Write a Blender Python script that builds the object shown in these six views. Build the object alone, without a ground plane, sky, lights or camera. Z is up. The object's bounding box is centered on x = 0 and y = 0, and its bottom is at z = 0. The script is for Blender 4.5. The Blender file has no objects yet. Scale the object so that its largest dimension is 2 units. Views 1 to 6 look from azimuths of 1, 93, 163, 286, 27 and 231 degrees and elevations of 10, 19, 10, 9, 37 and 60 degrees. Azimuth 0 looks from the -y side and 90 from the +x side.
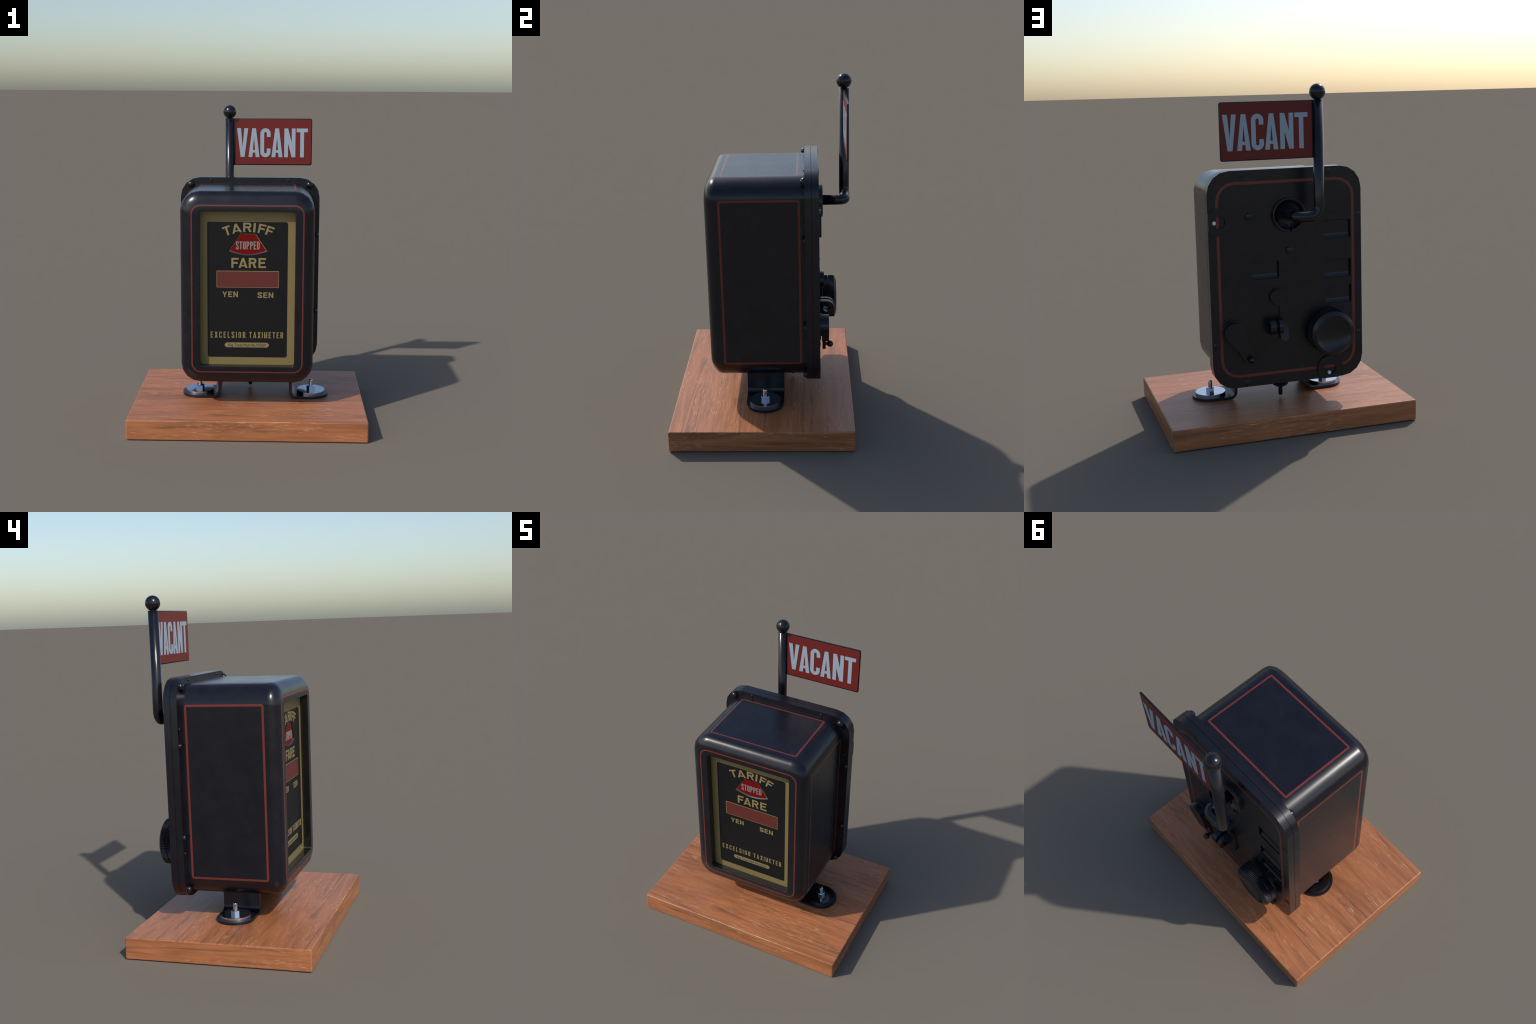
# Antique taxi meter on a wooden board, built part by part (metres, z up).
import bpy, bmesh, math
from math import sin, cos, pi, sqrt, hypot
from mathutils import Vector, Matrix
from mathutils.geometry import tessellate_polygon

COL = bpy.context.scene.collection

# ------------------------------------------------------------------ materials
class NT:
    """small helper round a material's node tree"""
    def __init__(self, name):
        self.m = bpy.data.materials.new(name)
        self.m.use_nodes = True
        self.t = self.m.node_tree
        self.t.nodes.clear()
        self.out = self.n('ShaderNodeOutputMaterial')
        self.b = self.n('ShaderNodeBsdfPrincipled')
        self.t.links.new(self.b.outputs[0], self.out.inputs[0])
    def n(self, kind, **kw):
        nd = self.t.nodes.new(kind)
        for k, v in kw.items():
            setattr(nd, k, v)
        return nd
    def put(self, sock, v):
        if isinstance(v, bpy.types.NodeSocket):
            self.t.links.new(v, sock)
        else:
            sock.default_value = v
    def math(self, op, a, b=0.0, clamp=False):
        nd = self.n('ShaderNodeMath', operation=op, use_clamp=clamp)
        self.put(nd.inputs[0], a); self.put(nd.inputs[1], b)
        return nd.outputs[0]
    def mix(self, f, a, b, blend='MIX'):
        nd = self.n('ShaderNodeMix', data_type='RGBA', blend_type=blend)
        self.put(nd.inputs[0], f); self.put(nd.inputs[6], a); self.put(nd.inputs[7], b)
        return nd.outputs[2]
    def coords(self, scale=(1, 1, 1), rot=(0, 0, 0)):
        tc = self.n('ShaderNodeTexCoord')
        mp = self.n('ShaderNodeMapping')
        mp.inputs['Scale'].default_value = scale
        mp.inputs['Rotation'].default_value = rot
        self.t.links.new(tc.outputs['Object'], mp.inputs[0])
        return mp.outputs[0]
    def noise(self, vec, scale, detail=4.0, rough=0.55, dist=0.0):
        nd = self.n('ShaderNodeTexNoise')
        self.put(nd.inputs['Vector'], vec)
        nd.inputs['Scale'].default_value = scale
        nd.inputs['Detail'].default_value = detail
        nd.inputs['Roughness'].default_value = rough
        nd.inputs['Distortion'].default_value = dist
        return nd.outputs[0]
    def ramp(self, f, stops):
        nd = self.n('ShaderNodeValToRGB')
        e = nd.color_ramp.elements
        while len(e) < len(stops):
            e.new(0.5)
        for el, (p, c) in zip(e, stops):
            el.position = p
            el.color = c if len(c) == 4 else (*c, 1)
        self.put(nd.inputs[0], f)
        return nd.outputs[0]
    def bump(self, h, strength, dist=0.002):
        nd = self.n('ShaderNodeBump')
        nd.inputs['Strength'].default_value = strength
        nd.inputs['Distance'].default_value = dist
        self.put(nd.inputs['Height'], h)
        self.put(self.b.inputs['Normal'], nd.outputs[0])
    def set(self, color=None, rough=None, metal=None, spec=None, coat=None):
        if color is not None: self.put(self.b.inputs['Base Color'], color)
        if rough is not None: self.put(self.b.inputs['Roughness'], rough)
        if metal is not None: self.put(self.b.inputs['Metallic'], metal)
        if spec is not None: self.put(self.b.inputs['Specular IOR Level'], spec)
        if coat is not None: self.put(self.b.inputs['Coat Weight'], coat)
        return self

def rgb(r, g, b): return (r, g, b, 1.0)

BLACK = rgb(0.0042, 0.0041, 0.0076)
BLACK2 = rgb(0.0088, 0.0082, 0.0128)
RED_LINE = rgb(0.158, 0.0270, 0.0215)

def enamel_color(t):
    """black enamel with faint blotches"""
    v = t.coords()
    f = t.noise(v, 11.0, 5.0, 0.65)
    return t.mix(t.ramp(f, [(0.35, (0, 0, 0)), (0.7, (1, 1, 1))]), BLACK, BLACK2), v

def black_enamel(name, rough=0.28):
    t = NT(name)
    c, v = enamel_color(t)
    r = t.math('ADD', t.math('MULTIPLY', t.noise(v, 9.0, 2.0), 0.06), rough - 0.03)
    t.set(color=c, rough=r, spec=0.5)
    return t.m

def line_mask(t, a, b, ca, cb, ha, hb, r, w):
    """painted line along a rounded rectangle in coordinates a, b"""
    qa = t.math('ADD', t.math('SUBTRACT', t.math('ABSOLUTE', t.math('SUBTRACT', a, ca)), ha), r)
    qb = t.math('ADD', t.math('SUBTRACT', t.math('ABSOLUTE', t.math('SUBTRACT', b, cb)), hb), r)
    pa = t.math('MAXIMUM', qa, 0.0); pb = t.math('MAXIMUM', qb, 0.0)
    out = t.math('SQRT', t.math('ADD', t.math('MULTIPLY', pa, pa), t.math('MULTIPLY', pb, pb)))
    inn = t.math('MINIMUM', t.math('MAXIMUM', qa, qb), 0.0)
    d = t.math('ABSOLUTE', t.math('SUBTRACT', t.math('ADD', out, inn), r))
    # soft edge 0.7 mm wide
    return t.math('MULTIPLY', t.math('SUBTRACT', w / 2 + 0.00035, d), 1 / 0.0007, clamp=True)

def housing_material():
    t = NT('black_enamel_with_red_lining')
    c, v = enamel_color(t)
    tc = t.n('ShaderNodeTexCoord')
    sx = t.n('ShaderNodeSeparateXYZ'); t.t.links.new(tc.outputs['Object'], sx.inputs[0])
    x, y, z = sx.outputs
    # lining on the front, on the roof and on both cheeks
    front = t.math('MULTIPLY', line_mask(t, x, z, -0.0073, 0.891, 0.342, 0.5228, 0.056, 0.0085),
                   t.math('LESS_THAN', y, -0.305))
    roof = t.math('MULTIPLY', line_mask(t, x, y, -0.0175, -0.0045, 0.3035, 0.2165, 0.004, 0.0105),
                  t.math('GREATER_THAN', z, 1.47))
    cheek = t.math('MULTIPLY', line_mask(t, y, z, -0.002, 0.8865, 0.2235, 0.4935, 0.009, 0.0125),
                   t.math('GREATER_THAN', t.math('ABSOLUTE', t.math('ADD', x, 0.008)), 0.385))
    m = t.math('MAXIMUM', front, t.math('MAXIMUM', roof, cheek))
    t.set(color=t.mix(m, c, RED_LINE),
          rough=t.math('ADD', t.math('MULTIPLY', t.noise(v, 8.0, 4.0, 0.6), 0.13), 0.195), spec=0.5)
    return t.m

def plain(name, col, rough=0.5, metal=0.0, var=0.06, scale=30.0, bump=0.0, spec=0.5):
    t = NT(name)
    v = t.coords()
    f = t.noise(v, scale, 5.0, 0.6)
    lo = tuple(c * (1 - var) for c in col[:3]) + (1,)
    hi = tuple(min(1, c * (1 + var)) for c in col[:3]) + (1,)
    t.set(color=t.mix(f, lo, hi), rough=rough, metal=metal, spec=spec)
    if bump:
        t.bump(t.noise(v, 350.0, 3.0), bump, 0.001)
    return t.m

def wood(name, along):
    """varnished reddish wood with pale open pores; grain runs along axis 0 (x) or 1 (y)"""
    t = NT(name)
    def st(k, ax=1.0):
        s = [k, k, k]; s[along] = ax
        return t.coords(scale=tuple(s))
    broad = t.noise(st(8.0, 0.9), 1.0, 4.0, 0.6, 0.6)
    fine = t.noise(st(75.0, 4.0), 1.0, 6.0, 0.7)
    vein = t.noise(st(13.0, 0.8), 1.3, 4.0, 0.6, 1.1)
    base = t.ramp(broad, [(0.30, (0.225, 0.080, 0.032)), (0.45, (0.385, 0.138, 0.052)),
                          (0.60, (0.470, 0.172, 0.068)), (0.78, (0.250, 0.094, 0.040))])
    base = t.mix(t.math('MULTIPLY', t.ramp(fine, [(0.36, (1, 1, 1)), (0.60, (0, 0, 0))]), 0.50),
                 base, rgb(0.200, 0.076, 0.036))
    dark = t.ramp(vein, [(0.54, (0, 0, 0)), (0.64, (1, 1, 1)), (0.72, (0.2, 0.2, 0.2))])
    base = t.mix(t.math('MULTIPLY', dark, 0.62), base, rgb(0.130, 0.056, 0.032))
    # pale flecks: short strokes gathered in patches
    fleck = t.ramp(t.noise(st(190.0, 15.0), 1.0, 2.0, 0.6), [(0.575, (0, 0, 0)), (0.66, (1, 1, 1))])
    patch = t.ramp(t.noise(st(9.0, 1.6), 1.0, 4.0, 0.65), [(0.45, (0, 0, 0)), (0.60, (1, 1, 1))])
    fl = t.math('MULTIPLY', t.math('MULTIPLY', fleck, patch), 0.80)
    base = t.mix(fl, base, rgb(0.60, 0.36, 0.205))
    t.set(color=base, rough=t.math('ADD', t.math('MULTIPLY', fine, 0.18), 0.33), spec=0.5)
    t.bump(t.math('SUBTRACT', fine, t.math('MULTIPLY', fleck, 0.6)), 0.10, 0.001)
    return t.m

M_HOUSING = housing_material()
M_BLACK = black_enamel('black_enamel')
M_SATIN = black_enamel('black_satin_metal', rough=0.32)
M_TUBE = black_enamel('black_gloss_tube', rough=0.22)
M_REVEAL = plain('glossy_black_reveal', rgb(0.0055, 0.0052, 0.0052), 0.22, spec=0.8)
M_GAP_DARK = plain('gap_dark_fill', rgb(0.004, 0.004, 0.005), 0.6)  # near-black for solid pieces that stand in for gaps and slots
M_GOLD = plain('dull_gold_paint', rgb(0.205, 0.152, 0.056), 0.45, var=0.05, scale=60)
M_GOLDTEXT = plain('gold_lettering', rgb(0.245, 0.190, 0.074), 0.55, var=0.10, scale=120)
M_DIAL = plain('black_dial', rgb(0.0062, 0.0060, 0.0068), 0.55, var=0.45, scale=55, bump=0.04, spec=0.25)
M_FARE = plain('dull_red_pane', rgb(0.118, 0.025, 0.021), 0.5, var=0.05, spec=0.3)
M_SIGN = plain('bright_red_enamel', rgb(0.150, 0.0035, 0.0026), 0.45, var=0.05, spec=0.15)
M_SIGNTEXT = plain('grey_white_paint', rgb(0.22, 0.215, 0.20), 0.5, var=0.12, scale=200)
M_FLAG = plain('dark_red_enamel', rgb(0.150, 0.0185, 0.0155), 0.42, var=0.05, spec=0.28)
M_LETTER = plain('pale_blue_white_paint', rgb(0.315, 0.385, 0.455), 0.48, var=0.06, scale=90, bump=0.08)
M_LINE = plain('red_lining', RED_LINE, 0.42, var=0.05)
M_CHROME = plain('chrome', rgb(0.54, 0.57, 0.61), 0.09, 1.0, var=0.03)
M_LIP = plain('blue_grey_lip', rgb(0.035, 0.038, 0.060), 0.42, 0.0, var=0.05)  # non-metallic blue-grey for the lip under the sign
M_SEAL = plain('pale_seal_pin', rgb(0.70, 0.76, 0.82), 0.5, var=0.03)
M_WOOD_X = wood('wood_grain_lengthwise', 0)
M_WOOD_Y = wood('wood_grain_crosswise', 1)

# ------------------------------------------------------------------ mesh helpers
def add(name, bm, mat, parent=None, smooth=35.0, wn=False, loc=(0, 0, 0)):
    me = bpy.data.meshes.new(name)
    bmesh.ops.remove_doubles(bm, verts=bm.verts, dist=1e-6)
    bmesh.ops.recalc_face_normals(bm, faces=bm.faces)
    bm.to_mesh(me); bm.free()
    for m in (mat if isinstance(mat, (list, tuple)) else [mat]):
        me.materials.append(m)
    for p in me.polygons:
        p.use_smooth = smooth > 0
    if smooth > 0:
        me.set_sharp_from_angle(angle=math.radians(smooth))
    ob = bpy.data.objects.new(name, me)
    ob.location = loc
    COL.objects.link(ob)
    if parent:
        ob.parent = parent
    if wn:
        md = ob.modifiers.new('weighted', 'WEIGHTED_NORMAL')
        md.keep_sharp = True
        md.weight = 90
    return ob

def repeat(ob, loc, rot_y=0.0, scale=1.0):
    c = ob.copy()
    c.location = loc
    c.rotation_euler = (0, rot_y, 0)
    c.scale = (scale,) * 3
    COL.objects.link(c)
    return c

def rounded(cx, cz, hx, hz, r, n):
    """rounded rectangle, n segments per corner, counter-clockwise in the (x, z) plane"""
    pts = []
    for sx, sz, a0 in ((1, 1, 0), (-1, 1, 90), (-1, -1, 180), (1, -1, 270)):
        for i in range(n + 1):
            a = math.radians(a0 + 90 * i / n)
            pts.append((cx + sx * (hx - r) + r * cos(a), cz + sz * (hz - r) + r * sin(a)))
    return pts

def circle(cx, cz, r, n):
    return [(cx + r * cos(2 * pi * i / n), cz + r * sin(2 * pi * i / n)) for i in range(n)]

def solid(bm, loops, y0, y1, mi=0):
    """prism between y0 and y1 over an outline (loops[0]) with holes (loops[1:]) in (x, z)"""
    tess = tessellate_polygon([[Vector((p[0], p[1], 0)) for p in lp] for lp in loops])
    flat = [p for lp in loops for p in lp]
    va = [bm.verts.new((p[0], y0, p[1])) for p in flat]
    vb = [bm.verts.new((p[0], y1, p[1])) for p in flat]
    fs = []
    def f(vs):
        try:
            fc = bm.faces.new(vs); fc.material_index = mi; fs.append(fc)
        except ValueError:
            pass
    if len(loops) == 1:
        f(va); f(list(reversed(vb)))
    else:
        for a, b, c in tess:
            f((va[a], va[b], va[c])); f((vb[c], vb[b], vb[a]))
    k = 0
    for lp in loops:
        n = len(lp)
        for i in range(n):
            j = (i + 1) % n
            f((va[k + i], va[k + j], vb[k + j], vb[k + i]))
        k += n
    return fs

def prism(name, loops, y0, y1, mat, parent=None, bevel=0.0, segs=2, smooth=35.0):
    if isinstance(loops[0][0], (int, float)):
        loops = [loops]
    bm = bmesh.new()
    solid(bm, loops, y0, y1)
    if bevel:
        bmesh.ops.recalc_face_normals(bm, faces=bm.faces)
        ed = [e for e in bm.edges if len(e.link_faces) == 2 and e.calc_face_angle(0) > 1.2]
        bmesh.ops.bevel(bm, geom=ed, offset=bevel, segments=segs, affect='EDGES', profile=0.5,
                        clamp_overlap=True)
    return add(name, bm, mat, parent, smooth)

def loft(bm, rings, cap0=False, cap1=False, closed=True):
    vr = [[bm.verts.new(p) for p in r] for r in rings]
    n = len(rings[0])
    for a, b in zip(vr, vr[1:]):
        for i in range(n if closed else n - 1):
            j = (i + 1) % n
            bm.faces.new((a[i], a[j], b[j], b[i]))
    if cap0: bm.faces.new(list(reversed(vr[0])))
    if cap1: bm.faces.new(vr[-1])
    return vr

def lathe(bm, profile, c, axis='y', n=48, teeth=None):
    """surface of revolution: profile of (radius, height) about a point c"""
    rings = []
    for k, (r, h) in enumerate(profile):
        ring = []
        for i in range(n):
            a = 2 * pi * i / n
            rr = r
            if teeth and k in teeth:
                rr = r - teeth[k] * (i % 2)
            u, v = rr * cos(a), rr * sin(a)
            ring.append((c[0] + u, c[1] + h, c[2] + v) if axis == 'y' else (c[0] + u, c[1] + v, c[2] + h))
        rings.append(ring)
    loft(bm, rings, profile[0][0] > 0, profile[-1][0] > 0)

def turned(name, profile, c, mat, parent=None, axis='y', n=48, smooth=35.0, teeth=None):
    bm = bmesh.new()
    lathe(bm, profile, c, axis, n, teeth)
    return add(name, bm, mat, parent, smooth)

def dome_profile(r, h, n=7, sign=1, foot=0.0):
    return [(r, 0.0)] + [(max(r * cos(pi / 2 * i / n), 1e-5), sign * (foot + h * sin(pi / 2 * i / n))) for i in range(n + 1)]

def ball(name, c, r, mat, parent):
    bm = bmesh.new()
    bmesh.ops.create_uvsphere(bm, u_segments=40, v_segments=24, radius=r, matrix=Matrix.Translation(c))
    return add(name, bm, mat, parent, 180)

# ------------------------------------------------------------------ root
root = bpy.data.objects.new('taxi_meter', None)
root.empty_display_size = 0.2
COL.objects.link(root)
root['label'] = 'old black taxi fare meter with red flag on wooden board'
root['category'] = 'taxi meter'

# ------------------------------------------------------------------ wooden board
BX, BY0, BY1, BZ = 0.7370, -0.537, 0.5248, 0.126
bm = bmesh.new()
bmesh.ops.create_cube(bm, size=1.0)
for v in bm.verts:
    v.co = (v.co.x * 2 * BX, (BY0 + BY1) / 2 + v.co.y * (BY1 - BY0), BZ / 2 + v.co.z * BZ)
bmesh.ops.bevel(bm, geom=list(bm.edges), offset=0.0085, segments=3, affect='EDGES', profile=0.5)
bm.normal_update()
for f in bm.faces:
    f.material_index = 1 if abs(f.normal.x) > 0.75 else 0
board = add('wooden_base', bm, [M_WOOD_X, M_WOOD_Y], root, 60, wn=True)

# ------------------------------------------------------------------ housing
HX, HZ = -0.0097, 0.89175                 # centre
HW, HH, HR = 0.4130, 0.6042, 0.119       # half width, half height, corner radius
YF, YJ = -0.315, 0.2545                  # front face, joint with the flange
FIL = 0.067
WX, WZ, WW, WH = -0.0078, 0.8911, 0.2932, 0.4868   # window opening
YD = -0.2665                             # dial plane
NC = 4
bm = bmesh.new()
def ring(cx, cz, hx, hz, r, y): return [(p[0], y, p[1]) for p in rounded(cx, cz, hx, hz, r, NC)]
rings = [ring(HX, HZ, HW, HH, HR, YJ)]
for i in range(6):
    a = pi / 2 * i / 5
    k = 1 - cos(a)
    rings.append(ring(HX, HZ, HW - 0.076 * k, HH - 0.094 * k, HR - 0.070 * k, YF + FIL * (1 - sin(a))))
b = 0.003
rings.append(ring(WX, WZ, WW + b, WH + b, 0.021, YF))
rings.append(ring(WX, WZ, WW + b * .3, WH + b * .3, 0.019, YF + b * .3))
rings.append(ring(WX, WZ, WW, WH, 0.018, YF + b))
rings.append(ring(WX, WZ, WW, WH, 0.018, YD + 0.004))
vr = loft(bm, rings, cap0=True)
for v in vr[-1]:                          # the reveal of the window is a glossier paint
    for f in v.link_faces:
        f.material_index = 1
housing = add('housing', bm, [M_HOUSING, M_REVEAL], root, 50, wn=True)

# ------------------------------------------------------------------ dial

# cut-out with the tariff sign: trapezoid on a curved lower edge
def sign_outline(top, hw_t, hw_b, zb, sag, g=0.0, n=14):
    """trapezoid over an arc; g insets it evenly"""
    cx = -0.0053
    slope = hypot(1, (hw_b - hw_t) / (top - zb))
    top -= g; hw_t -= g * (slope - 0.63); hw_b -= g * (slope + 0.45); zb += g * 0.72; sag += g * 0.28
    pts = [(cx - hw_t, top)]
    for i in range(n + 1):
        u = -1 + 2 * i / n
        pts.append((cx + u * hw_b, zb - sag * (1 - u * u)))
    pts.append((cx + hw_t, top))
    return pts
SD = 0.0055                               # depth of the cut-out
dial_out = rounded(-0.0082, 0.8808, 0.2472, 0.4274, 0.012, 5)
cut = sign_outline(1.2375, 0.0495, 0.1238, 1.1283, 0.0268)
face = sign_outline(1.2343, 0.0467, 0.1160, 1.1290, 0.0228)
dial = prism('dial_plate', [dial_out, cut], YD - 0.0015, YD - 0.0002, M_DIAL, root)
frame = prism('dial_frame', [rounded(WX, WZ, WW + 0.02, WH + 0.02, 0.01, 2), cut], YD, YD + 0.006, M_GOLD, root)
# splayed edge of the opening; its lower lip is a paler blue-grey
bm = bmesh.new()
vr = loft(bm, [[(p[0], YD - 0.0017, p[1]) for p in cut], [(p[0], YD + SD, p[1]) for p in face]])
arc_verts = set(vr[0][1:-1])
for f in bm.faces:
    f.material_index = 1 if sum(v in arc_verts for v in f.verts) == 2 else 0
reveal = add('sign_reveal', bm, [M_BLACK, M_LIP], dial, 25)
sign_back = prism('sign_border', sign_outline(1.2343, 0.0467, 0.1160, 1.1290, 0.0228, -0.0004), YD + SD - 0.0012, YD + SD + 0.004, M_GOLDTEXT, dial)
sign = prism('tariff_sign', sign_outline(1.2343, 0.0467, 0.1160, 1.1290, 0.0228, 0.0028), YD + SD - 0.0020, YD + SD, M_SIGN, dial)

fx0, fx1, fz0, fz1 = -0.1985, 0.1866, 0.8985, 1.0037
fcx, fcz, fhx, fhz = (fx0 + fx1) / 2, (fz0 + fz1) / 2, (fx1 - fx0) / 2, (fz1 - fz0) / 2
prism('fare_border', rounded(fcx, fcz, fhx, fhz, 0.002, 2), YD - 0.0022, YD - 0.001, M_GOLDTEXT, dial)
prism('fare_pane', rounded(fcx, fcz, fhx - 0.0034, fhz - 0.0034, 0.002, 2), YD - 0.0030, YD - 0.0015, M_FARE, dial)

# ------------------------------------------------------------------ lettering
def arc_pts(cx, cz, rx, rz, a0, a1, n):
    return [(cx + rx * cos(math.radians(a0 + (a1 - a0) * i / n)), cz + rz * sin(math.radians(a0 + (a1 - a0) * i / n)))
            for i in range(n + 1)]

def ribbon(path, t):
    """outline of a stroke of thickness t along a path"""
    L, R = [], []
    for i, p in enumerate(path):
        a = Vector(path[max(i - 1, 0)]); c = Vector(path[min(i + 1, len(path) - 1)])
        d = (c - a).normalized(); nrm = Vector((-d.y, d.x))
        L.append((p[0] + nrm.x * t / 2, p[1] + nrm.y * t / 2))
        R.append((p[0] - nrm.x * t / 2, p[1] - nrm.y * t / 2))
    return L + R[::-1]

def smooth_path(ctrl, per=6):
    out = []
    P = [ctrl[0]] + list(ctrl) + [ctrl[-1]]
    for i in range(1, len(P) - 2):
        p0, p1, p2, p3 = (Vector(P[i + k]) for k in (-1, 0, 1, 2))
        for s in range(per):
            u = s / per
            out.append(tuple(0.5 * ((2 * p1) + (p2 - p0) * u + (2 * p0 - 5 * p1 + 4 * p2 - p3) * u * u
                                    + (3 * p1 - p0 - 3 * p2 + p3) * u ** 3)))
    out.append(tuple(ctrl[-1]))
    return out

def glyph(ch, W, H, t, th=None):
    """block capitals: a list of pieces, each a list of loops (outline, holes)"""
    th = th or t
    if ch == 'I': return [[[(0, 0), (W, 0), (W, H), (0, H)]]]
    if ch == 'T':
        a, b2 = W / 2 - t / 2, W / 2 + t / 2
        return [[[(a, 0), (b2, 0), (b2, H - th), (W, H - th), (W, H), (0, H), (0, H - th), (a, H - th)]]]
    if ch == 'L': return [[[(0, 0), (W, 0), (W, th), (t, th), (t, H), (0, H)]]]
    if ch == 'F':
        m = H * 0.5
        return [[[(0, 0), (t, 0), (t, m - th / 2), (W * .88, m - th / 2), (W * .88, m + th / 2), (t, m + th / 2),
                  (t, H - th), (W, H - th), (W, H), (0, H)]]]
    if ch == 'E':
        m = H * 0.52
        return [[[(0, 0), (W, 0), (W, th), (t, th), (t, m - th / 2), (W * .86, m - th / 2), (W * .86, m + th / 2),
                  (t, m + th / 2), (t, H - th), (W, H - th), (W, H), (0, H)]]]
    if ch == 'V':
        k = t * 1.05; c = W / 2; f = t * 0.52
        zi = H * 0.34
        return [[[(c - f, 0), (c + f, 0), (W, H), (W - k, H), (c, zi), (k, H), (0, H)]]]
    if ch == 'A':
        k = t * 1.05; c = W / 2; f = t * 0.50
        hb = H * 0.155; hc = hb + th * 0.72
        apex = H * 0.70
        e = lambda z: k + (c - k) * z / apex
        return [[[(0, 0), (k, 0), (e(hb), hb), (W - e(hb), hb), (W - k, 0), (W, 0), (c + f, H), (c - f, H)],
                 [(e(hc), hc), (W - e(hc), hc), (c, apex)]]]
    if ch == 'N':
        yl = H * (1 - t / (W - t)); yr = H * t / (W - t)
        return [[[(0, 0), (t, 0), (t, yl), (W - t, 0), (W, 0), (W, H), (W - t, H), (W - t, yr), (t, H), (0, H)]]]
    if ch == 'M':
        c = W / 2; zl = H * 0.06
        return [[[(0, 0), (t, 0), (t, H * .60), (c - t * .22, 0), (c + t * .22, 0), (W - t, H * .60), (W - t, 0), (W, 0),
                  (W, H), (W - t, H), (c, zl + H * .08), (t, H), (0, H)]]]
    if ch == 'Y':
        c = W / 2; k = t * 1.15; m = H * .42
        return [[[(c - t / 2, 0), (c + t / 2, 0), (c + t / 2, m), (W, H), (W - k, H), (c, m + H * .18), (k, H), (0, H),
                  (c - t / 2, m)]]]
    if ch == 'X':
        k = t * 1.15
        return [[[(0, 0), (k, 0), (W, H), (W - k, H)]], [[(W - k, 0), (W, 0), (k, H), (0, H)]]]
    if ch in 'OC':
        r = W / 2
        if ch == 'O':
            o = rounded(W / 2, H / 2, W / 2, H / 2, r * 0.98, 8)
            i = rounded(W / 2, H / 2, W / 2 - t, H / 2 - th * .95, max(r - t, t * .25) * .95, 8)
            return [[o, i]]
        q = t / 2; rr = r - q
        path = [(W - q, H * .70), (W - q, H - r)] + arc_pts(W / 2, H - r, rr, rr + (t - th) / 2, 0, 180, 12) + \
               arc_pts(W / 2, r, rr, rr + (t - th) / 2, 180, 360, 12) + [(W - q, r), (W - q, H * .30)]
        clean = [path[0]]
        for p in path[1:]:
            if hypot(p[0] - clean[-1][0], p[1] - clean[-1][1]) > 1e-4: clean.append(p)
        return [[ribbon(clean, t)]]
    if ch == 'D':
        r = min(W * .62, H / 2)
        o = [(0, 0), (W - r, 0)] + arc_pts(W - r, r, r, r, -90, 0, 7)[1:] + arc_pts(W - r, H - r, r, r, 0, 90, 7) + [(0, H)]
        ri = max(r - t, t * .2)
        i = [(t, th), (W - t - ri, th)] + arc_pts(W - t - ri, th + ri, ri, ri, -90, 0, 7)[1:] + \
            arc_pts(W - t - ri, H - th - ri, ri, ri, 0, 90, 7) + [(t, H - th)]
        return [[o, i]]
    if ch in 'PR':
        hb = H * 0.42; bh = H - hb; r = min(bh / 2, W * .6)
        o = [(0, 0), (t, 0), (t, hb), (W - r, hb)] + arc_pts(W - r, hb + r, r, r, -90, 0, 7)[1:] + \
            arc_pts(W - r, H - r, r, r, 0, 90, 7) + [(0, H)]
        ri = max(min(r - t, (bh - 2 * th) / 2), t * .12)
        i = [(t, hb + th), (W - t - ri, hb + th)] + arc_pts(W - t - ri, hb + th + ri, ri, ri, -90, 0, 6)[1:] + \
            arc_pts(W - t - ri, H - th - ri, ri, ri, 0, 90, 6) + [(t, H - th)]
        out = [[o, i]]
        if ch == 'R':
            out.append([[(W - t * 1.15, 0), (W + t * .04, 0), (W * .60 + t * .45, hb + th * .55), (W * .60 - t * .55, hb + th * .55)]])
        return out
    if ch == 'S':
        q = t / 2
        c = [(W - q, H * .70), (W - q * 1.1, H * .80), (W * .80, H - q * 1.15), (W / 2, H - q), (W * .20, H - q * 1.15),
             (q * 1.05, H * .82), (q * 1.15, H * .68), (W * .30, H * .56), (W * .70, H * .44), (W - q * 1.15, H * .32),
             (W - q * 1.05, H * .18), (W * .80, q * 1.15), (W / 2, q), (W * .20, q * 1.15), (q * 1.1, H * .20), (q, H * .30)]
        return [[ribbon(smooth_path(c, 4), t)]]
    return []

def letters(bm, items, y_face, side, depth, flip=False):
    """items: (char, x, z, W, H, t, angle); letters stand on the plane y = y_face towards side (-1 / +1)"""
    for ch, x, z, W, H, t, ang, *rest in items:
        for k, loops in enumerate(glyph(ch, W, H, t, rest[0] if rest else None)):
            tr = []
            for lp in loops:
                o = []
                for (u, v) in lp:
                    uu = u - W / 2
                    a, b2 = uu * cos(ang) - v * sin(ang), uu * sin(ang) + v * cos(ang)
                    if flip: a = -a
                    o.append((x + a, z + b2))
                tr.append(o)
            solid(bm, tr, y_face + side * -0.0004, y_face + side * (depth + 0.00015 * k))

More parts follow.
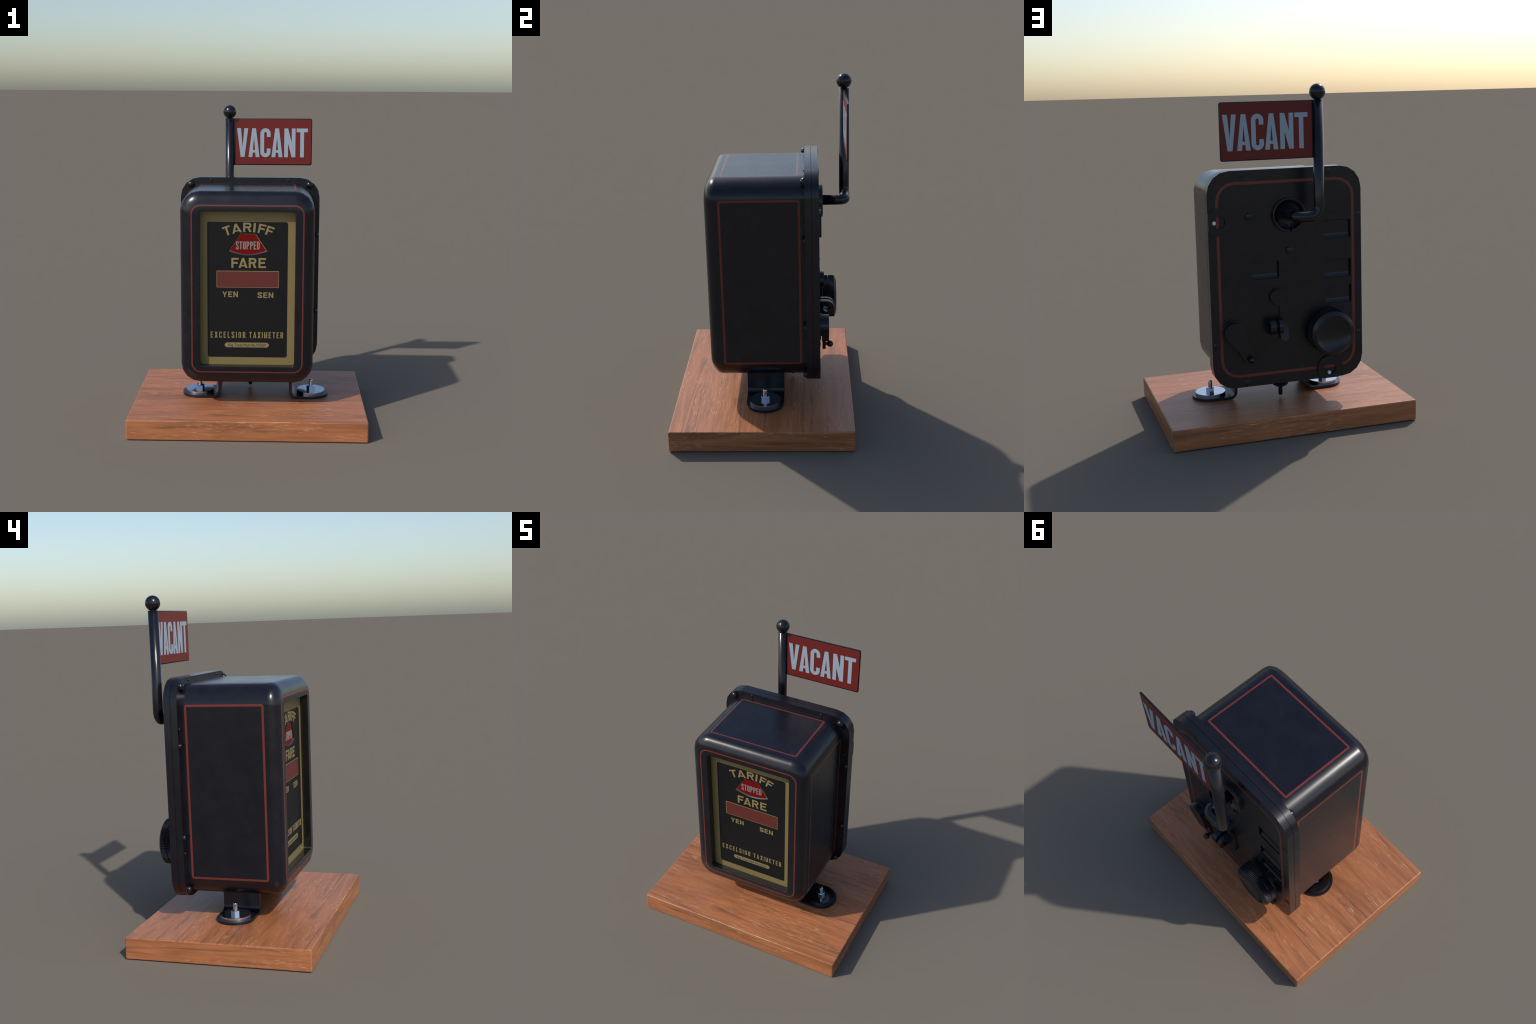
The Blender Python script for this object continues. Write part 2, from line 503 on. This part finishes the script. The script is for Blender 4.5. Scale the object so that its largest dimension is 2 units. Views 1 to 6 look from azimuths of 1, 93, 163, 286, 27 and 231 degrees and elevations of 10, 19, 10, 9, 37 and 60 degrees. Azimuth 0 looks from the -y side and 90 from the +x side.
def word(text, x0, x1, z, H, t, widths=None, gap=0.15, th=None):
    """spread a word between x0 and x1; widths are relative"""
    base = {'I': 0.28, 'M': 1.15, 'F': 0.88, 'E': 0.90, 'L': 0.85, 'T': 0.98, 'A': 1.12, 'N': 1.0, 'V': 1.08, 'X': 1.05, 'Y': 1.08}
    wd = []
    for c in text:
        wd.append(0.55 if c == ' ' else (widths or base).get(c, 1.0))
    tot = sum(wd) + gap * (len(text) - 1)
    k = (x1 - x0) / tot
    out, x = [], x0
    for c, w in zip(text, wd):
        if c != ' ':
            W = w * k if c != 'I' else t
            out.append((c, x + w * k / 2, z, W, H, t, 0.0, th or t))
        x += (w + gap) * k
    return out

YT = YD - 0.0015
# arched word
bm = bmesh.new()
RC, ZC, HT = 0.372, 1.2465 - 0.372, 0.0575
arch = []
for ch, x, W in (('T', -0.134, 0.0485), ('A', -0.0765, 0.060), ('R', -0.0095, 0.0505), ('I', 0.0345, 0.0135),
                 ('F', 0.0805, 0.0445), ('F', 0.1285, 0.0445)):
    xr = x + 0.0025
    ph = math.asin(xr / (RC + HT / 2))
    arch.append((ch, -0.0025 + RC * sin(ph), ZC + RC * cos(ph), W, HT, 0.0122, -ph, 0.0108))
letters(bm, arch, YT, -1, 0.0008)
add('lettering', bm, M_GOLDTEXT, dial, 0)
bm = bmesh.new()
letters(bm, [(c, x, 1.0225, w, 0.0625, 0.0124, 0.0, 0.0114) for c, x, w in
             (('F', -0.0848, 0.0445), ('A', -0.0350, 0.0555), ('R', 0.0235, 0.0470), ('E', 0.0830, 0.0465))], YT, -1, 0.0008)
add('lettering', bm, M_GOLDTEXT, dial, 0)
bm = bmesh.new()
letters(bm, word('YEN', -0.1635, -0.0665, 0.8375, 0.0355, 0.0076, gap=0.22, th=0.0066), YT, -1, 0.0008)
letters(bm, word('SEN', 0.055, 0.153, 0.834, 0.0355, 0.0076, gap=0.22, th=0.0066), YT, -1, 0.0008)
add('lettering', bm, M_GOLDTEXT, dial, 0)
bm = bmesh.new()
letters(bm, word('EXCELSIOR', -0.2365, -0.019, 0.5765, 0.0395, 0.0058, gap=0.62, th=0.0056), YT, -1, 0.0008)
letters(bm, word('TAXIMETER', 0.004, 0.2165, 0.5765, 0.0395, 0.0058, gap=0.52, th=0.0056), YT, -1, 0.0008)
add('lettering', bm, M_GOLDTEXT, dial, 0)
bm = bmesh.new()
letters(bm, word('STOPPED', -0.0795, 0.067, 1.1375, 0.0495, 0.0066, gap=0.28, th=0.0066), YD + SD - 0.0020, -1, 0.0008)
add('lettering', bm, M_SIGNTEXT, sign, 0)
# name plate with notched ends and its small print
pill = []
x0, x1, z0, z1 = -0.149, 0.128, 0.5160, 0.5470
for sx, xe in ((1, x1), (-1, x0)):
    s = [(xe - sx * 0.010, z0), (xe - sx * 0.008, z0 + 0.005), (xe - sx * 0.002, z0 + 0.008), (xe, z0 + 0.012),
         (xe, z1 - 0.012), (xe - sx * 0.002, z1 - 0.008), (xe - sx * 0.008, z1 - 0.005), (xe - sx * 0.010, z1)]
    pill += s if sx > 0 else s[::-1]
plate = prism('trademark_plate', pill, YT - 0.0008, YT + 0.0004, M_GOLDTEXT, dial)
cu = bpy.data.curves.new('small_print', 'FONT')
cu.body = 'Reg. Trade Mark No.192269'
cu.size = 1.0
cu.extrude = 0.0
tmp = bpy.data.objects.new('small_print', cu)
COL.objects.link(tmp)
bpy.context.view_layer.update()
me = bpy.data.meshes.new_from_object(tmp.evaluated_get(bpy.context.evaluated_depsgraph_get()))
bpy.data.objects.remove(tmp, do_unlink=True)
xs = [v.co.x for v in me.vertices]
kx = 0.232 / (max(xs) - min(xs))
bm = bmesh.new(); bm.from_mesh(me)
bpy.data.meshes.remove(me)
for v in bm.verts:
    v.co = (-0.1255 + (v.co.x - min(xs)) * kx, YT - 0.0012, 0.5225 + v.co.y * 0.0265)
ext = bmesh.ops.extrude_face_region(bm, geom=list(bm.faces))
for g in ext['geom']:
    if isinstance(g, bmesh.types.BMVert):
        g.co.y += 0.0008
add('small_print', bm, M_DIAL, plate, 0)

# ------------------------------------------------------------------ flange and back cover
FX, FZ, FW, FH, FR = -0.0085, 0.899, 0.4612, 0.6325, 0.130
Y1, Y2, Y3 = 0.2535, 0.2925, 0.3335
flange = prism('flange', rounded(FX, FZ, FW, FH, FR, 4), Y1, Y2 - 0.0011, M_BLACK, root)

wins = [(-0.3185, 1.163, 0.0825, 0.0535), (-0.3185, 0.929, 0.0825, 0.0535), (-0.3200, 0.7745, 0.0825, 0.0535),
        (0.1255, 0.9505, 0.0830, 0.0515)]
holes = [rounded(cx, cz, hx, hz, 0.008, 3) for cx, cz, hx, hz in wins]
# cover: drilled back face, narrow chamfer, rim, front face
bm = bmesh.new()
cov = rounded(FX, FZ, FW, FH, FR, 4)
cov_in = rounded(FX, FZ, FW - 0.0008, FH - 0.0008, FR - 0.0008, 4)
Y2c = Y2 + 0.0011
for y, skin in ((Y3, [cov_in] + holes), (Y2c, [cov] + holes)):
    pts = [p for lp in skin for p in lp]
    vs = [bm.verts.new((p[0], y, p[1])) for p in pts]
    for tri in tessellate_polygon([[Vector((p[0], p[1], 0)) for p in lp] for lp in skin]):
        bm.faces.new([vs[i] for i in tri])
loft(bm, [[(p[0], y, p[1]) for p in lp] for lp, y in ((cov, Y2c), (cov, Y3 - 0.0008), (cov_in, Y3))])
for h in holes:
    loft(bm, [[(p[0], y, p[1]) for p in h] for y in (Y2c, Y3)])
cover = add('back_cover', bm, M_BLACK, root, 30)
prism('joint_dark_plate', rounded(FX, FZ, FW - 0.004, FH - 0.004, FR - 0.004, 4), Y2 - 0.002, Y2 + 0.002, M_GAP_DARK, cover)  # added dark plate that blackens the joint and the window gaps
YW = Y3 - 0.017
for cx, cz, hx, hz in wins:
    # recessed plate, dished forward along its lower edge
    bm = bmesh.new()
    prof = [(YW, cz + hz - 0.0040), (YW, cz - hz + 0.034)]
    for i in range(1, 9):
        u = i / 8
        prof.append((YW + 0.0110 * u ** 2.6, cz - hz + 0.034 - 0.0330 * u))
    loft(bm, [[(x, p[0], p[1]) for p in prof] for x in (cx - hx + 0.0040, cx + hx - 0.0040)], closed=False)
    g = bmesh.ops.extrude_face_region(bm, geom=list(bm.faces))
    for v in g['geom']:
        if isinstance(v, bmesh.types.BMVert):
            v.co.y -= 0.006
    add('recessed_window', bm, M_BLACK, cover, 50)

# red lining on the cover (low-sided corners, as on the cover itself)
lo = rounded(-0.0098, 0.8975, 0.4068 + .0085, 0.5615 + .0085, 0.108, 4)
li = rounded(-0.0098, 0.8975, 0.4068 - .0085, 0.5615 - .0085, 0.091, 4)
prism('red_lining', [lo, li], Y3 - 0.001, Y3 + 0.0007, M_LINE, cover, smooth=0)

# slotted screws
bm = bmesh.new()
lathe(bm, [(0.0186, -0.002), (0.0186, 0.0010), (0.0172, 0.0019), (1e-5, 0.0024)], (0, 0, 0), n=28)
screw = add('slotted_screw', bm, M_SATIN, cover, 35, loc=(0.248, Y3, 1.505))
mark_bm = bmesh.new()
solid(mark_bm, [[(-0.0018, -0.0180), (0.0018, -0.0180), (0.0018, 0.0180), (-0.0018, 0.0180)]], 0.0002, 0.0027)
lathe(mark_bm, [(0.0212, -0.001), (0.0212, 0.0005), (0.0180, 0.0005)], (0, 0, 0), n=28)   # flat dark ring laid on the cover in place of a recess
slot = add('dark_slot_mark', mark_bm, M_GAP_DARK, screw, 0)  # raised dark bar and ring added instead of a cut slot
for x, z in ((-0.2665, 1.506), (-0.4450, 1.243), (0.4290, 0.530), (-0.4440, 0.530), (0.250, 0.2905)):
    s = repeat(screw, (x, Y3, z)); k = slot.copy(); COL.objects.link(k); k.parent = s

# domed rivets and pips on the cover
bm = bmesh.new()
lathe(bm, [(0.0235, -0.001), (0.0235, 0.0005), (0.0222, 0.0008), (0.0218, 0.006), (0.0195, 0.0105), (0.012, 0.0135), (1e-5, 0.0145)], (0, 0, 0), n=32)
riv = add('domed_rivet', bm, M_SATIN, cover, 40, loc=(0.2140, Y3, 1.2670))
repeat(riv, (-0.0230, Y3, 1.0580))
bm = bmesh.new()
lathe(bm, dome_profile(0.0068, 0.0048, 4), (0, 0, 0), n=14)
pip = None
for x, z in ((-0.288, 1.266), (-0.350, 1.265), (-0.162, 1.134), (-0.245, 1.050), (-0.381, 1.052), (0.254, 0.988),
             (0.297, 0.931), (0.253, 0.928), (0.012, 0.990), (0.013, 0.928), (-0.163, 0.905), (0.295, 0.741),
             (-0.288, 0.699), (-0.350, 0.698)):
    if pip is None:
        pip = add('pin_head', bm, M_SATIN, cover, 60, loc=(x, Y3, z))
    else:
        repeat(pip, (x, Y3, z))

# seal washers, cut off where they meet the edge of the cover
def clipped_ring(cx, cz, ro, ri, xmax=None, zmin=None, n=64):
    def cl(p):
        x, z = p
        if xmax is not None: x = min(x, xmax)
        if zmin is not None: z = max(z, zmin)
        return (x, z)
    return [[cl(p) for p in circle(cx, cz, ro, n)], circle(cx, cz, ri, n // 2)]
def dedupe(lp):
    o = []
    for p in lp:
        if not o or hypot(p[0] - o[-1][0], p[1] - o[-1][1]) > 1e-6: o.append(p)
    return o
for cx, cz, kw, dot in ((0.3920, 1.2465, dict(xmax=FX + FW - 0.001), (0.4180, 1.2430)),
                        (-0.2580, 0.3260, dict(zmin=FZ - FH + 0.001), (-0.2540, 0.2990))):
    loops = [dedupe(l) for l in clipped_ring(cx, cz, 0.0785, 0.0385, **kw)]
    w = prism('seal_washer', loops, Y3 - 0.001, Y3 + 0.0125, M_BLACK, cover)
    turned('seal_pin', [(0.0108, -0.001), (0.0108, 0.0100), (0.0098, 0.0112), (1e-5, 0.0114)], (dot[0], Y3, dot[1]), M_SEAL, w, n=24)

# hub of the flag arm: a shallow cup with a slot through its rim
AX, AZ = -0.0205, 1.2655
bm = bmesh.new()
RO = 0.0985
NA = 144
cols = []
for i in range(NA):
    a = 2 * pi * i / NA
    notch = 263 < 360.0 * i / NA < 269           # slot through the rim at the bottom
    lift = 0.0 if not notch else -0.017
    prof = [(0.024, 0.0030), (0.050, 0.0035), (0.066, 0.0060), (0.0770, 0.0130 + lift * .4), (0.0815, 0.0215 + lift), (0.0850, 0.0245 + lift),
            (0.0900, 0.0260 + lift), (0.0955, 0.0260 + lift), (0.0978, 0.0245 + lift), (RO, 0.0220 + lift), (RO, -0.001)]
    cols.append([bm.verts.new((AX + r * cos(a), Y3 + h, AZ + r * sin(a))) for r, h in prof])
for i in range(NA):
    p, q = cols[i], cols[(i + 1) % NA]
    for k in range(len(p) - 1):
        bm.faces.new((p[k], q[k], q[k + 1], p[k + 1]))
hub = add('lever_hub', bm, M_BLACK, cover, 40)

# ------------------------------------------------------------------ flag arm
PX, PY = -0.1555, 0.4930
RT = 0.0302
def fillet_path(pts, radii_, seg=12):
    out = [Vector(pts[0])]
    for i in range(1, len(pts) - 1):
        p, a, c = Vector(pts[i]), Vector(pts[i - 1]), Vector(pts[i + 1])
        u, w = (a - p).normalized(), (c - p).normalized()
        r = radii_[i - 1]
        ctr = p + (u + w) * r
        for k in range(seg + 1):
            t = pi / 2 * k / seg
            out.append(ctr - w * r * cos(t) - u * r * sin(t))
    out.append(Vector(pts[-1]))
    return out
ZA = AZ + 0.003                           # height of the arm's axis
path = fillet_path([(AX, Y3 + 0.003, ZA), (AX, PY, ZA), (PX, PY, ZA), (PX, PY, 1.9135)], [0.031, 0.056])
bm = bmesh.new()
rings = []
nrm = Vector((0, 0, 1))
for i, p in enumerate(path):
    d = (path[min(i + 1, len(path) - 1)] - path[max(i - 1, 0)]).normalized()
    nrm = (nrm - d * nrm.dot(d)).normalized()
    bi = d.cross(nrm)
    ring_ = []
    for k in range(28):
        a = 2 * pi * k / 28
        ring_.append(tuple(p + nrm * RT * cos(a) + bi * RT * sin(a)))
    rings.append(ring_)
loft(bm, rings, True, True)
arm = add('flag_arm', bm, M_TUBE, root, 180)
ball('arm_ball', (PX, 0.4925, 1.9555), 0.0447, M_TUBE, arm)

# ------------------------------------------------------------------ flag
QX0, QX1, QZ0, QZ1, QY, QT = -0.1300, 0.4052, 1.5956, 1.9124, 0.4925, 0.0044
def flag_outline(g):
    x0, x1, z0, z1, r = QX0 + g * 0.6, QX1 - g, QZ0 + g, QZ1 - g, 0.012
    return [(x0, z0)] + arc_pts(x1 - r, z0 + r, r, r, -90, 0, 5) + arc_pts(x1 - r, z1 - r, r, r, 0, 90, 5) + [(x0, z1)]
flag = prism('flag', flag_outline(0), QY - QT, QY + QT, M_BLACK, root, bevel=0.0015)
LAY = (('V', -0.0680, 0.0765), ('A', 0.0100, 0.0760), ('C', 0.0880, 0.0700), ('A', 0.1670, 0.0760), ('N', 0.2545, 0.0765), ('T', 0.3380, 0.0765))
for side in (-1, 1):
    yf = QY + side * QT
    a, b2 = sorted((yf - side * 0.001, yf + side * 0.0007))
    o = flag_outline(0.0065)
    o = [(max(p[0], -0.1185) if side > 0 else max(p[0], -0.1195), p[1]) for p in o]
    pane = prism('enamel_panel', o, a, b2, M_FLAG, flag, smooth=0)
    for ch, x, W in LAY:
        xx = x if side < 0 else (0.2815 - x)
        bm = bmesh.new()
        letters(bm, [(ch, xx, 1.6505, W, 0.1955, 0.0258, 0.0, 0.0250)], yf + side * 0.0007, side, 0.0016, flip=side > 0)
        bmesh.ops.recalc_face_normals(bm, faces=bm.faces)
        add('letter', bm, M_LETTER, pane, 0)

# ------------------------------------------------------------------ rivets on the front of the flange
bm = bmesh.new()
lathe(bm, dome_profile(0.0235, 0.0205, 8, sign=-1, foot=0.002), (0, 0, 0), n=32)
big = None
for x, z, s in ((0.3840, 1.4855, 1.0), (-0.4005, 1.4855, 1.0), (0.4355, 1.1560, 0.72), (0.4355, 0.6330, 0.72),
                (-0.4525, 1.1560, 0.72), (-0.4525, 0.6330, 0.72), (0.3970, 0.3200, 0.92), (-0.4120, 0.3200, 0.92)):
    if big is None:
        big = add('dome_bolt', bm, M_TUBE, flange, 60, loc=(x, Y1, z))
    else:
        repeat(big, (x, Y1, z), scale=s)
bm = bmesh.new()
lathe(bm, dome_profile(0.0080, 0.007, 5, sign=-1), (0, 0, 0), n=16)
small = None
for x, z in ((-0.2660, 1.5150), (0.2455, 1.5150), (0.4270, 1.2500), (0.4270, 0.5400), (-0.4440, 1.2500), (-0.4440, 0.5400),
             (-0.2660, 0.2830), (0.2455, 0.2830)):
    if small is None:
        small = add('screw_end', bm, M_SATIN, flange, 60, loc=(x, Y1, z))
    else:
        repeat(small, (x, Y1, z))

# ------------------------------------------------------------------ winding knob
KX, KZ = -0.2500, 0.5625
prof = [(0.095, -0.001), (0.095, 0.012), (0.130, 0.0165), (0.1335, 0.0185), (0.1335, 0.0260), (0.1300, 0.0262),
        (0.1335, 0.0275), (0.1335, 0.0570), (0.1285, 0.0585), (0.1285, 0.0605), (0.1340, 0.0620), (0.1340, 0.0950),
        (0.1310, 0.0985), (0.1120, 0.1100), (0.1085, 0.1112), (0.1065, 0.1100), (0.1000, 0.1055), (0.0900, 0.1005), (0.0750, 0.0955), (0.0500, 0.0905), (0.0250, 0.0880), (1e-5, 0.0872)]
bm = bmesh.new()
lathe(bm, prof, (KX, Y3, KZ), n=168, teeth={6: .0050, 7: .0050, 10: .0050, 11: .0050})
knob = add('winding_knob', bm, M_BLACK, cover, 30)

# ------------------------------------------------------------------ pawl lever with ball
LX, LZ = 0.3250, 0.6050
turned('lever_washer', [(0.0680, -0.001), (0.0680, 0.0110), (0.0665, 0.0122), (1e-5, 0.0122)], (LX, Y3, LZ), M_BLACK, cover, n=48)
ux, uz = -0.483, -0.876
nx, nz = -uz, ux                      # sideways
def along(s, w): return (LX + ux * s + nx * w, LZ + uz * s + nz * w)
def lever_outline(s_end):
    pts = [along(s_end, -0.036), along(s_end, 0.036)]
    base_a = math.degrees(math.atan2(uz, ux))
    for i in range(25):
        a = math.radians(base_a + 75 + (360 - 150) * i / 24)
        pts.append((LX + 0.0610 * cos(a), LZ + 0.0610 * sin(a)))
    return pts
def ccw(p):
    s = sum(p[i][0] * p[(i + 1) % len(p)][1] - p[(i + 1) % len(p)][0] * p[i][1] for i in range(len(p)))
    return p if s > 0 else p[::-1]
def lever_outline2(s0, s1):
    return [along(s0, -0.040), along(s0, 0.040), along(s1, 0.036), along(s1, -0.036)]
pawl = prism('pawl_lever', ccw(lever_outline(0.116)), Y3 + 0.0120, Y3 + 0.0535, M_BLACK, cover, bevel=0.0012, segs=1)
prism('lever_tongue', ccw([along(0.05, -0.040), along(0.05, 0.040), along(0.19, 0.036), along(0.2, 0.028), along(0.2, -0.028), along(0.19, -0.036)]),
      Y3 + 0.0155, Y3 + 0.0345, M_BLACK, pawl, bevel=0.0012, segs=1)
turned('lever_stem', [(0.009, 0.03), (0.009, 0.055)], (0.2356, Y3, 0.4428), M_BLACK, pawl, n=16)
ball('lever_ball', (0.2356, 0.3945, 0.4428), 0.0195, M_TUBE, pawl)

# ------------------------------------------------------------------ hasp: disc, strip with tongue, two lugs
hasp = turned('hasp_disc', [(0.0500, -0.001), (0.0500, 0.0285), (0.0485, 0.0300), (1e-5, 0.0300)], (0.0547, Y3, 0.7890), M_BLACK, cover, n=48)
bm = bmesh.new()
SW, SX = 0.0255, 0.0232
st = [(0.760, SW), (0.700, SW), (0.640, SW), (0.600, SW), (0.575, SW), (0.5535, SW)]
st += [(0.5535 - SW * sin(pi / 2 * i / 8), max(SW * cos(pi / 2 * i / 8), 1e-4)) for i in range(1, 9)]
def strip_y(z):                            # the tongue leans out towards its tip
    return Y3 + 0.010 + (0.020 * (0.600 - z) / 0.072 if z < 0.600 else 0)
A, B = [], []
for z, w in st:
    A.append([(SX - w, strip_y(z), z), (SX + w, strip_y(z), z)]); B.append([(SX - w, Y3 - 0.0005, z), (SX + w, Y3 - 0.0005, z)])
va = [[bm.verts.new(p) for p in r] for r in A]; vb = [[bm.verts.new(p) for p in r] for r in B]
for i in range(len(st) - 1):
    bm.faces.new((va[i][0], va[i][1], va[i + 1][1], va[i + 1][0]))
    bm.faces.new((vb[i][0], vb[i + 1][0], vb[i + 1][1], vb[i][1]))
    bm.faces.new((va[i][0], va[i + 1][0], vb[i + 1][0], vb[i][0]))
    bm.faces.new((va[i][1], vb[i][1], vb[i + 1][1], va[i + 1][1]))
bm.faces.new((va[0][0], vb[0][0], vb[0][1], va[0][1]))
add('hasp_strip', bm, M_SATIN, hasp, 25)
def lug(x0, x1):
    bm = bmesh.new()
    cy, cz, r = 0.3780, 0.6270, 0.0460
    outer = [(Y3 - 0.001, cz - r), (cy, cz - r)] + arc_pts(cy, cz, r, r, -90, 90, 16)[1:] + [(Y3 - 0.001, cz + r)]
    solid(bm, [outer, circle(cy, cz, 0.0225, 24)], x0, x1)
    for v in bm.verts:                     # built in (y, z), laid over to face +-x
        v.co = (v.co.y, v.co.x, v.co.z)
    return add('padlock_lug', bm, M_SATIN, hasp, 35)
lug(0.0890, 0.1250)
lug(0.0460, 0.0720)

# ------------------------------------------------------------------ drive stub under the housing
stub = turned('drive_stub', [(0.030, 0.300), (0.030, 0.262), (0.0475, 0.258), (0.0475, 0.222), (0.044, 0.218), (0.0475, 0.214), (0.0470, 0.206),
                             (0.034, 0.196), (0.0125, 0.194), (0.0125, 0.142), (0.0105, 0.1375), (0.005, 0.1352), (1e-5, 0.1348)],
              (0.0010, 0.1610, 0), M_SATIN, root, axis='z', n=32)

# ------------------------------------------------------------------ mounting feet
def foot(xc, d):
    """bent strap: upright against the housing, then a round-ended toe pointing in direction d"""
    T = 0.0165
    zb = BZ + 0.0003
    wall = xc - d * 0.1275                # outer face of the upright
    R, yc, HY = 0.030, 0.004, 0.111
    prof = []                             # (x, z, normal x, normal z): outer-lower skin
    for z in (HZ - HH + 0.012, 0.24, 0.20):
        prof.append((wall - d * T, z, d, 0))
    cx, cz = wall - d * T + d * (R + T), zb + R + T
    for i in range(9):
        a = pi / 2 * i / 8
        prof.append((cx - d * (R + T) * cos(a), cz - (R + T) * sin(a), d * cos(a), sin(a)))
    toe = 0.112
    for i in range(1, 13):
        u = i / 12
        prof.append((cx + (xc - cx) * u, zb, 0, 1)) if i in (4, 8, 12) else None
    tip = [(xc + d * toe * sin(pi / 2 * i / 14), zb, 0, 1, HY * max(cos(pi / 2 * i / 14), 0.002)) for i in range(1, 15)]
    stn = [(*p, HY) for p in prof] + tip
    bm = bmesh.new()
    q = []
    for x, z, n_x, n_z, w in stn:
        q.append([bm.verts.new((x, yc - w, z)), bm.verts.new((x, yc + w, z)),
                  bm.verts.new((x + n_x * T, yc + w, z + n_z * T)), bm.verts.new((x + n_x * T, yc - w, z + n_z * T))])
    for a, b2 in zip(q, q[1:]):
        for i in range(4):
            j = (i + 1) % 4
            bm.faces.new((a[i], a[j], b2[j], b2[i]))
    bm.faces.new(q[0]); bm.faces.new(q[-1][::-1])
    f = add('foot_bracket', bm, M_SATIN, root, 35)
    zt = zb + T
    wsh = turned('foot_washer', [(0.0915, -0.0005), (0.0915, 0.0176), (1e-5, 0.0176)], (xc, yc, zt), M_CHROME, f, axis='z', n=72)
    z0 = zt + 0.0172
    bm = bmesh.new()
    rr = 0.0275
    hexa = lambda r, z: [(xc + r * cos(pi / 3 * i + 0.12), yc + r * sin(pi / 3 * i + 0.12), z) for i in range(6)]
    loft(bm, [hexa(rr, z0), hexa(rr, z0 + 0.0215), hexa(rr * 0.90, z0 + 0.0245)], True, True)
    add('hex_nut', bm, M_CHROME, wsh, 20)
    turned('threaded_stud', [(0.0134, 0.0), (0.0134, 0.0590), (0.0126, 0.0632), (0.0104, 0.0664), (0.0060, 0.0682), (1e-5, 0.0687)], (xc, yc, z0), M_CHROME, wsh, axis='z', n=28)
    return f
foot(0.4040, 1)
foot(-0.3265, -1)
